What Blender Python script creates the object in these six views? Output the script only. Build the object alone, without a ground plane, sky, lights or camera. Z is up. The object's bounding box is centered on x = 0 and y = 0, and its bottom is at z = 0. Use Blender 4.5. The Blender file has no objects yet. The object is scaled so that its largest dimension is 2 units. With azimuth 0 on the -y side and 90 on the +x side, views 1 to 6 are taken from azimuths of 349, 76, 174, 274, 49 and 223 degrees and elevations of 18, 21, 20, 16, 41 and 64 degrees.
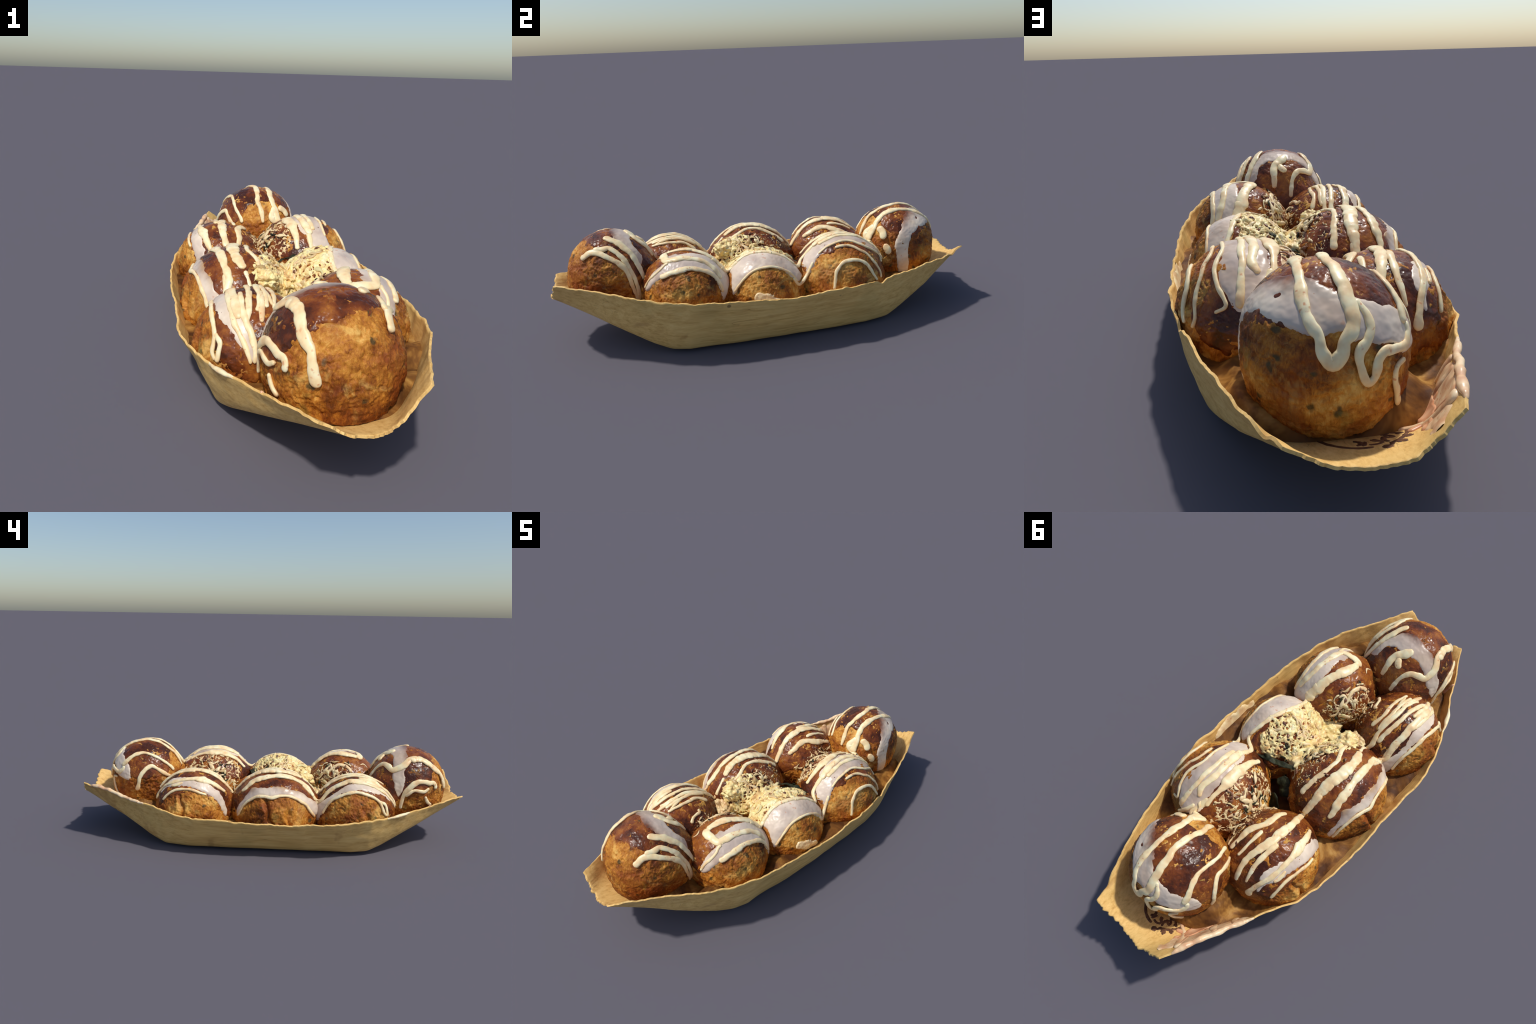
"""A wooden boat tray holding eight octopus dumplings (takoyaki) dressed with brown
sauce, a pale painted sky sheen, piped mayonnaise strands and shredded toppings."""
import bpy, math
import numpy as np
from mathutils import Vector
from mathutils.bvhtree import BVHTree

RNG = np.random.default_rng(11)

# ------------------------------------------------------------------ noise
_perm = np.random.RandomState(5).permutation(256)
_perm = np.concatenate([_perm, _perm, _perm])
_grad = np.array([[1, 1, 0], [-1, 1, 0], [1, -1, 0], [-1, -1, 0], [1, 0, 1], [-1, 0, 1],
                  [1, 0, -1], [-1, 0, -1], [0, 1, 1], [0, -1, 1], [0, 1, -1], [0, -1, -1]], float)


def perlin(p):
    p = np.asarray(p, float)
    i = np.floor(p).astype(int)
    f = p - i
    i = i & 255
    w = f * f * f * (f * (f * 6 - 15) + 10)
    out = 0
    for dx in (0, 1):
        for dy in (0, 1):
            for dz in (0, 1):
                h = _perm[_perm[_perm[i[..., 0] + dx] + i[..., 1] + dy] + i[..., 2] + dz] % 12
                g = (_grad[h] * (f - np.array([dx, dy, dz]))).sum(-1)
                k = (w[..., 0] if dx else 1 - w[..., 0]) * (w[..., 1] if dy else 1 - w[..., 1]) * (w[..., 2] if dz else 1 - w[..., 2])
                out = out + k * g
    return out


def fbm(p, octaves=4, gain=0.5):
    s, a = 0, 1.0
    for o in range(octaves):
        s = s + a * perlin(np.asarray(p) * 2 ** o + 17.3 * o)
        a *= gain
    return s


def smooth(x, lo, hi):
    t = np.clip((x - lo) / (hi - lo), 0, 1)
    return t * t * (3 - 2 * t)


# ------------------------------------------------------------------ node helpers
class Mat:
    def __init__(self, name):
        self.m = bpy.data.materials.new(name)
        self.m.use_nodes = True
        self.t = self.m.node_tree
        self.b = self.t.nodes["Principled BSDF"]
        self.raw = self.t.nodes.new("ShaderNodeTexCoord").outputs["Object"]
        self.random = self.t.nodes.new("ShaderNodeObjectInfo").outputs["Random"]
        shift = self.t.nodes.new("ShaderNodeVectorMath")
        shift.operation = "ADD"
        k = self.t.nodes.new("ShaderNodeMath")
        k.operation = "MULTIPLY"
        k.inputs[1].default_value = 23.0
        self.t.links.new(self.random, k.inputs[0])
        self.t.links.new(self.raw, shift.inputs[0])
        self.t.links.new(k.outputs[0], shift.inputs[1])
        self.co = shift.outputs[0]

    def n(self, kind, **kw):
        node = self.t.nodes.new(kind)
        for k, v in kw.items():
            setattr(node, k, v)
        return node

    def link(self, a, b):
        self.t.links.new(a, b)

    def put(self, sock, v):
        if hasattr(v, "is_output"):
            self.link(v, sock)
        else:
            sock.default_value = v

    def mapping(self, scale=(1, 1, 1), loc=(0, 0, 0), rot=(0, 0, 0), src=None):
        m = self.n("ShaderNodeMapping")
        self.link(src or self.co, m.inputs["Vector"])
        m.inputs["Scale"].default_value = scale
        m.inputs["Location"].default_value = loc
        m.inputs["Rotation"].default_value = rot
        return m.outputs[0]

    def noise(self, scale, detail=3, rough=0.55, src=None, dist=0.0):
        nd = self.n("ShaderNodeTexNoise")
        self.link(src or self.co, nd.inputs["Vector"])
        nd.inputs["Scale"].default_value = scale
        nd.inputs["Detail"].default_value = detail
        nd.inputs["Roughness"].default_value = rough
        nd.inputs["Distortion"].default_value = dist
        return nd.outputs["Fac"]

    def voronoi(self, scale, src=None, out="Distance", feature="F1"):
        nd = self.n("ShaderNodeTexVoronoi", feature=feature)
        self.link(src or self.co, nd.inputs["Vector"])
        nd.inputs["Scale"].default_value = scale
        return nd.outputs[out]

    def rng(self, x, lo, hi, a=0.0, b=1.0):
        nd = self.n("ShaderNodeMapRange", interpolation_type="SMOOTHSTEP")
        self.put(nd.inputs["Value"], x)
        for k, v in (("From Min", lo), ("From Max", hi), ("To Min", a), ("To Max", b)):
            nd.inputs[k].default_value = v
        return nd.outputs[0]

    def math(self, op, a, b=0.0):
        nd = self.n("ShaderNodeMath", operation=op)
        self.put(nd.inputs[0], a)
        self.put(nd.inputs[1], b)
        return nd.outputs[0]

    def ramp(self, x, stops):
        nd = self.n("ShaderNodeValToRGB")
        self.put(nd.inputs[0], x)
        e = nd.color_ramp.elements
        while len(e) < len(stops):
            e.new(0.5)
        for el, (p, c) in zip(e, stops):
            el.position = p
            el.color = (*c, 1)
        return nd.outputs[0]

    def mix(self, f, a, b):
        nd = self.n("ShaderNodeMix", data_type="RGBA")
        self.put(nd.inputs[0], f)
        for s, v in ((nd.inputs[6], a), (nd.inputs[7], b)):
            self.put(s, v if hasattr(v, "is_output") else (*v, 1))
        return nd.outputs[2]

    def bump(self, h, strength=0.4, dist=0.003, prev=None):
        nd = self.n("ShaderNodeBump")
        nd.inputs["Strength"].default_value = strength
        nd.inputs["Distance"].default_value = dist
        self.link(h, nd.inputs["Height"])
        if prev is not None:
            self.link(prev, nd.inputs["Normal"])
        return nd.outputs[0]

    def done(self, color, rough=0.5, normal=None, **kw):
        self.put(self.b.inputs["Base Color"], color if hasattr(color, "is_output") else (*color, 1))
        self.put(self.b.inputs["Roughness"], rough)
        if normal is not None:
            self.link(normal, self.b.inputs["Normal"])
        for k, v in kw.items():
            self.put(self.b.inputs[k.replace("_", " ")], v)
        return self.m


# ------------------------------------------------------------------ materials
MAYO, MAYO_PINK, SKY_SHEEN = (0.97, 0.765, 0.43), (0.80, 0.42, 0.23), (0.71, 0.575, 0.455)
SAUCE_DARK, SAUCE_RED, SAUCE_AMBER = (0.062, 0.016, 0.006), (0.175, 0.042, 0.010), (0.42, 0.150, 0.024)


def warped(m, scale, amount):
    """Coordinates shaken by noise, so that spots come out ragged."""
    nd = m.n("ShaderNodeTexNoise")
    m.link(m.co, nd.inputs["Vector"])
    nd.inputs["Scale"].default_value = scale
    mul = m.n("ShaderNodeVectorMath", operation="SCALE")
    m.link(nd.outputs["Color"], mul.inputs[0])
    mul.inputs["Scale"].default_value = amount
    add = m.n("ShaderNodeVectorMath", operation="ADD")
    m.link(m.co, add.inputs[0])
    m.link(mul.outputs[0], add.inputs[1])
    return add.outputs[0]


def crust_material():
    m = Mat("fried_crust")
    big = m.math("ADD", m.noise(5.5, 4, 0.6, dist=0.8), m.math("MULTIPLY", m.math("SUBTRACT", m.random, 0.5), 0.07))
    mid = m.noise(24, 5, 0.7, dist=1.0)
    fine = m.noise(70, 4, 0.72, src=m.mapping((1, 1, 0.4)), dist=1.6)
    tone = m.math("ADD", m.math("MULTIPLY", big, 0.74), m.math("ADD", m.math("MULTIPLY", mid, 0.26), m.math("MULTIPLY", fine, 0.26)))
    col = m.ramp(tone, [(0.48, (0.085, 0.022, 0.006)), (0.56, (0.23, 0.064, 0.010)), (0.625, (0.42, 0.145, 0.018)),
                        (0.69, (0.60, 0.250, 0.036)), (0.79, (0.82, 0.49, 0.13))])
    bright = m.rng(m.noise(7.5, 4, 0.65, src=m.mapping((1, 1, 1), (9, 3, 6)), dist=1.0), 0.54, 0.68, 0, 0.65)
    col = m.mix(bright, col, (0.80, 0.47, 0.12))
    red = m.rng(m.noise(9, 3, 0.6, src=m.mapping((1, 1, 1), (4, 9, 2))), 0.48, 0.66, 0, 0.6)
    col = m.mix(red, col, (0.27, 0.058, 0.010))
    speck = m.voronoi(19, src=warped(m, 30, 0.035))
    sm = m.math("MULTIPLY", m.rng(speck, 0.10, 0.26, 0.85, 0), m.rng(m.noise(6), 0.40, 0.50))
    col = m.mix(sm, col, (0.060, 0.050, 0.020))
    green = m.rng(m.noise(12, 2, 0.5, src=m.mapping((1, 1, 1), (7, 2, 5))), 0.62, 0.72, 0, 0.45)
    col = m.mix(green, col, (0.22, 0.17, 0.035))
    nrm = m.bump(mid, 0.6, 0.007)
    nrm = m.bump(fine, 0.7, 0.004, nrm)
    return m.done(col, m.rng(mid, 0.3, 0.7, 0.55, 0.36), nrm, Specular_IOR_Level=0.22)


def sauce_colour(m):
    a, b = m.noise(8, 3, 0.55, dist=0.5), m.noise(45, 4, 0.65, dist=0.6)
    tone = m.math("ADD", m.math("MULTIPLY", a, 0.75), m.math("MULTIPLY", b, 0.3))
    return m.ramp(tone, [(0.43, SAUCE_DARK), (0.535, SAUCE_RED), (0.61, (0.28, 0.085, 0.017)), (0.69, SAUCE_AMBER), (0.82, (0.52, 0.25, 0.06))]), b


def sauce_material():
    m = Mat("brown_sauce")
    col, b = sauce_colour(m)
    pores = m.rng(m.voronoi(75), 0.05, 0.5)
    nrm = m.bump(b, 0.3, 0.004)
    nrm = m.bump(pores, 0.3, 0.003, nrm)
    return m.done(col, m.rng(b, 0.35, 0.65, 0.38, 0.20), nrm, Specular_IOR_Level=0.30)


def chili(m, col, amount=1.0):
    """Red pepper dust: ragged specks gathered in patches, with an orange haze around them."""
    patch = m.rng(m.noise(9, 3), 0.50, 0.62)
    d = m.voronoi(64, src=warped(m, 70, 0.016))
    dots = m.math("MULTIPLY", m.rng(d, 0.10, 0.34, 1, 0), patch)
    col = m.mix(m.math("MULTIPLY", dots, 0.7 * amount), col, (0.66, 0.19, 0.05))
    haze = m.math("MULTIPLY", m.rng(m.noise(26, 3, 0.6), 0.48, 0.72), 0.40 * amount)
    return m.mix(haze, col, (0.84, 0.47, 0.21))


def mayo_material():
    m = Mat("mayonnaise")
    col = m.ramp(m.noise(20, 3), [(0.34, (0.86, 0.60, 0.31)), (0.50, MAYO), (0.66, (0.98, 0.86, 0.55))])
    col = chili(m, col, 1.0)
    return m.done(col, 0.38, m.bump(m.noise(60, 3), 0.18, 0.003), Specular_IOR_Level=0.45,
                  Subsurface_Weight=0.15, Subsurface_Radius=(0.02, 0.012, 0.006), Subsurface_Scale=0.3)


def pink_mayo_material(name="sauce_tinted_mayonnaise", dark=(0.60, 0.24, 0.11), mid=MAYO_PINK, light=(0.86, 0.58, 0.36)):
    m = Mat(name)
    col = m.ramp(m.noise(18, 3), [(0.35, dark), (0.52, mid), (0.68, light)])
    col = chili(m, col, 1.0)
    return m.done(col, 0.35, m.bump(m.noise(60, 3), 0.2, 0.003))


def sky_sheen_material(axis, lo, hi, under):
    """Sky reflections painted as a pale mayonnaise-coloured film, fading out into the sauce along one axis of the dumpling."""
    m = Mat("painted_sky_sheen")
    dot = m.n("ShaderNodeVectorMath", operation="DOT_PRODUCT")
    m.link(m.raw, dot.inputs[0])
    dot.inputs[1].default_value = axis
    base = m.ramp(m.noise(7, 3), [(0.35, (0.54, 0.43, 0.36)), (0.5, SKY_SHEEN), (0.66, (0.86, 0.72, 0.55))])
    base = m.mix(m.rng(m.noise(16, 3), 0.56, 0.72, 0, 0.45), base, (0.80, 0.62, 0.42))
    base = m.mix(m.math("MULTIPLY", m.rng(m.voronoi(44, src=warped(m, 60, 0.02)), 0.08, 0.26, 0.65, 0), m.rng(m.noise(6), 0.53, 0.62)), base, (0.62, 0.27, 0.14))
    thin = m.rng(m.noise(5, 4, 0.6, src=m.mapping((1, 1, 1), (2, 7, 4)), dist=0.4), 0.46, 0.72, 0, 0.5)
    base = m.mix(thin, base, (0.42, 0.26, 0.16))
    x = m.math("ADD", dot.outputs["Value"], m.math("MULTIPLY", m.math("SUBTRACT", m.noise(10, 4, 0.6), 0.5), 0.28))
    low = {"sauce": sauce_colour(m)[0], "gold": m.ramp(m.noise(24, 3), [(0.4, (0.20, 0.07, 0.018)), (0.6, (0.44, 0.22, 0.05))]), "mayo": MAYO}[under]
    col = m.mix(m.rng(x, lo, hi), low, base)
    return m.done(col, 0.32, m.bump(m.noise(35, 3), 0.15, 0.003), Specular_IOR_Level=0.35)


def topping_material():
    m = Mat("shredded_topping_cream")
    col = m.ramp(m.noise(22, 4, 0.6, dist=0.5), [(0.30, (0.20, 0.09, 0.03)), (0.37, (0.60, 0.36, 0.12)), (0.45, (0.88, 0.66, 0.27)), (0.55, (0.92, 0.77, 0.35)), (0.64, (0.86, 0.78, 0.42)), (0.72, (0.97, 0.84, 0.50))])
    col = chili(m, col, 1.1)
    return m.done(col, 0.42, m.bump(m.noise(80, 4), 0.4, 0.003))


def lace_material():
    m = Mat("melted_topping_strings")
    col = m.ramp(m.noise(24, 4, 0.6), [(0.36, (0.50, 0.30, 0.13)), (0.48, (0.80, 0.58, 0.29)), (0.6, (0.90, 0.72, 0.38)), (0.7, (0.74, 0.66, 0.32))])
    col = chili(m, col, 1.0)
    return m.done(col, 0.42, m.bump(m.noise(70, 4), 0.3, 0.003))


def shred_material():
    m = Mat("pale_shred")
    rnd = m.n("ShaderNodeObjectInfo").outputs["Random"]
    col = m.ramp(rnd, [(0.0, (0.50, 0.33, 0.13)), (0.35, (0.82, 0.62, 0.33)), (0.75, (0.90, 0.72, 0.42)), (1.0, (0.66, 0.58, 0.26))])
    col = m.mix(m.math("MULTIPLY", m.rng(m.noise(30), 0.5, 0.7), 0.4), col, (0.78, 0.40, 0.17))
    return m.done(col, 0.4, m.bump(m.noise(90), 0.3, 0.002))


def bonito_material():
    m = Mat("dark_fish_flake")
    col = m.ramp(m.noise(30), [(0.35, (0.10, 0.032, 0.018)), (0.65, (0.30, 0.13, 0.06))])
    return m.done(col, 0.35)


def nori_material():
    m = Mat("dried_seaweed")
    col = m.ramp(m.noise(40, 4), [(0.35, (0.012, 0.014, 0.007)), (0.6, (0.035, 0.038, 0.016)), (0.75, (0.10, 0.10, 0.045))])
    return m.done(col, 0.6, m.bump(m.noise(60, 4), 0.6, 0.004), Specular_IOR_Level=0.2)


def wood_material():
    m = Mat("thin_wood_veneer")
    grain = m.noise(6, 5, 0.6, src=m.mapping((9, 0.9, 9)), dist=0.25)
    lines = m.noise(13, 5, 0.75, src=m.mapping((10, 0.35, 10)), dist=0.2)
    tone = m.math("ADD", m.math("MULTIPLY", grain, 0.5), m.math("MULTIPLY", lines, 0.5))
    col = m.ramp(tone, [(0.36, (0.62, 0.35, 0.10)), (0.5, (0.80, 0.50, 0.165)), (0.62, (0.88, 0.58, 0.215)), (0.75, (0.72, 0.47, 0.165))])
    big = m.noise(3.2, 3, 0.5)
    col = m.mix(m.rng(big, 0.52, 0.72, 0, 0.4), col, (0.50, 0.36, 0.12))
    stain = m.rng(m.noise(5.5, 3, 0.55, src=m.mapping((1, 1, 1), (2, 5, 1)), dist=0.4), 0.60, 0.68, 0, 0.45)
    col = m.mix(stain, col, (0.42, 0.20, 0.06))
    crack = m.rng(m.math("ABSOLUTE", m.math("SUBTRACT", m.noise(5, 2, 0.4, src=m.mapping((4, 0.25, 4), (3, 1, 2))), 0.5)), 0.0, 0.006, 0.55, 0)
    col = m.mix(m.math("MULTIPLY", crack, m.rng(m.noise(2.5), 0.5, 0.6)), col, (0.26, 0.13, 0.04))
    knot = m.rng(m.voronoi(5.3, src=m.mapping((1, 1, 1), (0.31, 0.2, 0.6))), 0.03, 0.06, 0.7, 0)
    col = m.mix(knot, col, (0.12, 0.06, 0.03))
    return m.done(col, 0.62, m.bump(lines, 0.25, 0.003), Specular_IOR_Level=0.3)


def filler_material():  # surface of the filler added in hollows the scan closed
    m = Mat("gap_filler")
    a = m.noise(9, 4, 0.6, dist=0.5)
    col = m.ramp(a, [(0.36, (0.075, 0.028, 0.009)), (0.5, (0.20, 0.085, 0.020)), (0.6, (0.38, 0.19, 0.045)), (0.72, (0.56, 0.34, 0.105))])
    return m.done(col, 0.55, m.bump(m.noise(40, 4), 0.4, 0.004), Specular_IOR_Level=0.15)


def ink_material():
    m = Mat("burnt_brand_ink")
    return m.done(m.ramp(m.noise(60), [(0.35, (0.07, 0.024, 0.010)), (0.7, (0.20, 0.085, 0.035))]), 0.6)


CRUST, SAUCE, MAYO_M, PINK = crust_material(), sauce_material(), mayo_material(), pink_mayo_material()
RIMMAYO = pink_mayo_material("dried_rim_mayonnaise", (0.70, 0.38, 0.20), (0.88, 0.62, 0.36), (0.95, 0.76, 0.48))
TOP, LACE, SHRED, FLAKE, NORI = topping_material(), lace_material(), shred_material(), bonito_material(), nori_material()
WOOD, INK, FILLER = wood_material(), ink_material(), filler_material()


# ------------------------------------------------------------------ mesh helpers
def add_object(name, verts, faces, mat, parent=None, smooth_shade=True):
    me = bpy.data.meshes.new(name)
    verts = np.asarray(verts, float)
    me.from_pydata(verts.tolist(), [], [list(map(int, f)) for f in faces])
    if smooth_shade:
        me.polygons.foreach_set("use_smooth", np.ones(len(me.polygons), bool))
    me.materials.append(mat)
    me.update()
    ob = bpy.data.objects.new(name, me)
    bpy.context.scene.collection.objects.link(ob)
    if parent is not None:
        ob.parent = parent
    return ob


def fast_tris(name, verts, tris, mat, parent=None):
    me = bpy.data.meshes.new(name)
    me.vertices.add(len(verts))
    me.vertices.foreach_set("co", np.asarray(verts, np.float32).ravel())
    me.loops.add(len(tris) * 3)
    me.loops.foreach_set("vertex_index", np.asarray(tris, np.int32).ravel())
    me.polygons.add(len(tris))
    me.polygons.foreach_set("loop_start", np.arange(0, len(tris) * 3, 3, dtype=np.int32))
    me.polygons.foreach_set("use_smooth", np.ones(len(tris), bool))
    me.update(calc_edges=True)
    me.validate()
    me.materials.append(mat)
    ob = bpy.data.objects.new(name, me)
    bpy.context.scene.collection.objects.link(ob)
    if parent is not None:
        ob.parent = parent
    return ob


def icosphere(levels):
    t = (1 + 5 ** 0.5) / 2
    v = np.array([[-1, t, 0], [1, t, 0], [-1, -t, 0], [1, -t, 0], [0, -1, t], [0, 1, t], [0, -1, -t], [0, 1, -t],
                  [t, 0, -1], [t, 0, 1], [-t, 0, -1], [-t, 0, 1]], float)
    f = np.array([[0, 11, 5], [0, 5, 1], [0, 1, 7], [0, 7, 10], [0, 10, 11], [1, 5, 9], [5, 11, 4], [11, 10, 2], [10, 7, 6], [7, 1, 8],
                  [3, 9, 4], [3, 4, 2], [3, 2, 6], [3, 6, 8], [3, 8, 9], [4, 9, 5], [2, 4, 11], [6, 2, 10], [8, 6, 7], [9, 8, 1]])
    v /= np.linalg.norm(v[0])
    for _ in range(levels):
        e = np.sort(np.concatenate([f[:, [0, 1]], f[:, [1, 2]], f[:, [2, 0]]]), axis=1)
        u, inv = np.unique(e, axis=0, return_inverse=True)
        mid = v[u].sum(1)
        mid /= np.linalg.norm(mid, axis=1, keepdims=True)
        inv = inv.reshape(-1) + len(v)
        n = len(f)
        a, b, c = inv[:n], inv[n:2 * n], inv[2 * n:]
        v = np.concatenate([v, mid])
        f = np.concatenate([np.stack([f[:, 0], a, c], 1), np.stack([f[:, 1], b, a], 1), np.stack([f[:, 2], c, b], 1), np.stack([a, b, c], 1)])
    return v, f


ICO_V, ICO_F = icosphere(6)
# chart: degrees from the top of the dumpling toward +x (u) and +y (v)
_th = np.degrees(np.arccos(np.clip(ICO_V[:, 2], -1, 1)))
_az = np.arctan2(ICO_V[:, 1], ICO_V[:, 0])
ICO_UV = np.stack([_th * np.cos(_az), _th * np.sin(_az)], 1)


def chart_dir(uv):
    uv = np.asarray(uv, float)
    th = np.linalg.norm(uv, axis=-1)
    s = np.where(th > 1e-6, np.sin(np.radians(th)) / np.maximum(th, 1e-6), math.pi / 180)
    return np.stack([uv[..., 0] * s, uv[..., 1] * s, np.cos(np.radians(th))], -1)


def round_polygon(p, times=2):
    p = np.asarray(p, float)
    for _ in range(times):
        q = np.roll(p, -1, 0)
        p = np.stack([0.75 * p + 0.25 * q, 0.25 * p + 0.75 * q], 1).reshape(-1, 2)
    return p


def signed_distance(pts, poly):
    """Positive inside the polygon."""
    best = np.full(len(pts), 1e9)
    inside = np.zeros(len(pts), bool)
    for a, b in zip(poly, np.roll(poly, -1, 0)):
        d = b - a
        L = (d * d).sum()
        if L < 1e-9:
            continue
        t = np.clip(((pts - a) @ d) / L, 0, 1)
        best = np.minimum(best, np.linalg.norm(pts - a - t[:, None] * d, axis=1))
        cross = ((a[1] > pts[:, 1]) != (b[1] > pts[:, 1]))
        with np.errstate(divide="ignore", invalid="ignore"):
            inside ^= cross & (pts[:, 0] < (b[0] - a[0]) * (pts[:, 1] - a[1]) / (b[1] - a[1]) + a[0])
    return np.where(inside, best, -best)


def catmull(P, per=14):
    P = np.asarray(P, float)
    Q = np.concatenate([[2 * P[0] - P[1]], P, [2 * P[-1] - P[-2]]])
    t = np.linspace(0, 1, per, endpoint=False)[:, None]
    out = []
    for i in range(1, len(Q) - 2):
        a, b, c, d = Q[i - 1], Q[i], Q[i + 1], Q[i + 2]
        out.append(0.5 * (2 * b + (c - a) * t + (2 * a - 5 * b + 4 * c - d) * t ** 2 + (3 * b - a - 3 * c + d) * t ** 3))
    out.append(P[-1:])
    return np.concatenate(out)


def resample(P, step):
    d = np.linalg.norm(np.diff(P[:, :3], axis=0), axis=1)
    s = np.concatenate([[0], np.cumsum(d)])
    n = max(6, int(s[-1] / step))
    x = np.linspace(0, s[-1], n)
    return np.stack([np.interp(x, s, P[:, k]) for k in range(P.shape[1])], 1), x


def ribbon(centre, normal, width, height, sides=14, sink=0.005):
    """A bead of sauce: domed cross-section swept along a path, rounded at both ends."""
    n = len(centre)
    tan = np.gradient(centre, axis=0)
    tan /= np.linalg.norm(tan, axis=1, keepdims=True) + 1e-12
    side = np.cross(tan, normal)
    side /= np.linalg.norm(side, axis=1, keepdims=True) + 1e-12
    ang = np.linspace(0, 2 * np.pi, sides, endpoint=False)
    ca, sa = np.cos(ang), np.sin(ang)
    lat = np.sign(ca) * np.abs(ca) ** 0.85
    rings = (centre[:, None] + side[:, None] * (lat[None] * width[:, None] * 0.5)[..., None]
             + normal[:, None] * np.where(sa > 0, sa * height[:, None], sa * sink)[..., None])
    v = np.concatenate([rings.reshape(-1, 3), centre[:1], centre[-1:]])
    f = []
    for i in range(n - 1):
        for j in range(sides):
            k = (j + 1) % sides
            f.append((i * sides + j, i * sides + k, (i + 1) * sides + k, (i + 1) * sides + j))
    for j in range(sides):
        k = (j + 1) % sides
        f.append((n * sides, j, k)[::-1])
        f.append((n * sides + 1, (n - 1) * sides + j, (n - 1) * sides + k))
    return v, [t[::-1] for t in f]


def end_taper(s, width, cap=0.5):
    L = s[-1]
    w0, w1 = width[0] * cap, width[-1] * cap
    a = np.sqrt(np.clip(1 - (1 - np.clip(s / max(w0, 1e-4), 0, 1)) ** 2, 0.0, 1))
    b = np.sqrt(np.clip(1 - (1 - np.clip((L - s) / max(w1, 1e-4), 0, 1)) ** 2, 0.0, 1))
    return np.maximum(a * b, 0.06)


# ------------------------------------------------------------------ the tray
L_RIM = np.array([(-1.0, -0.130, 0.270), (-0.95, -0.155, 0.260), (-0.85, -0.209, 0.252), (-0.75, -0.259, 0.236), (-0.65, -0.307, 0.220),
                  (-0.55, -0.349, 0.212), (-0.45, -0.388, 0.207), (-0.35, -0.407, 0.198), (-0.25, -0.417, 0.190), (-0.05, -0.412, 0.182),
                  (0.15, -0.418, 0.196), (0.25, -0.413, 0.200), (0.35, -0.400, 0.202), (0.45, -0.376, 0.213), (0.55, -0.338, 0.228),
                  (0.65, -0.298, 0.240), (0.75, -0.263, 0.256), (0.85, -0.224, 0.276), (1.0, -0.178, 0.292)])
R_RIM = np.array([(-1.0, 0.168, 0.328), (-0.85, 0.230, 0.316), (-0.75, 0.274, 0.306), (-0.65, 0.318, 0.294), (-0.55, 0.357, 0.279),
                  (-0.45, 0.385, 0.271), (-0.35, 0.403, 0.264), (-0.25, 0.412, 0.256), (-0.15, 0.416, 0.247), (0.0, 0.420, 0.242),
                  (0.15, 0.415, 0.240), (0.25, 0.409, 0.244), (0.35, 0.395, 0.241), (0.45, 0.374, 0.238), (0.55, 0.344, 0.240),
                  (0.65, 0.308, 0.247), (0.75, 0.267, 0.249), (0.85, 0.224, 0.242), (1.0, 0.168, 0.262)])
# fold line at the foot of the side walls (left x, right x, height), height of the floor
FOOT = np.array([(-1.0, -0.070, 0.085, 0.236, 0.222), (-0.75, -0.215, 0.226, 0.132, 0.115), (-0.58, -0.276, 0.292, 0.048, 0.037), (-0.50, -0.298, 0.312, 0.014, 0.004),
                 (-0.42, -0.310, 0.330, 0.010, 0.001), (-0.25, -0.312, 0.330, 0.009, 0.0), (0.0, -0.314, 0.337, 0.010, 0.0), (0.25, -0.312, 0.336, 0.010, 0.0),
                 (0.40, -0.306, 0.332, 0.008, 0.001), (0.52, -0.284, 0.310, 0.010, 0.004), (0.60, -0.258, 0.290, 0.044, 0.036), (0.75, -0.200, 0.240, 0.112, 0.100), (1.0, -0.105, 0.105, 0.224, 0.204)])
END_L, END_M, END_R = (-0.988, 0.966), (-0.999, 0.999), (-0.962, 0.992)
NT, NS = 261, 97


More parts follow.
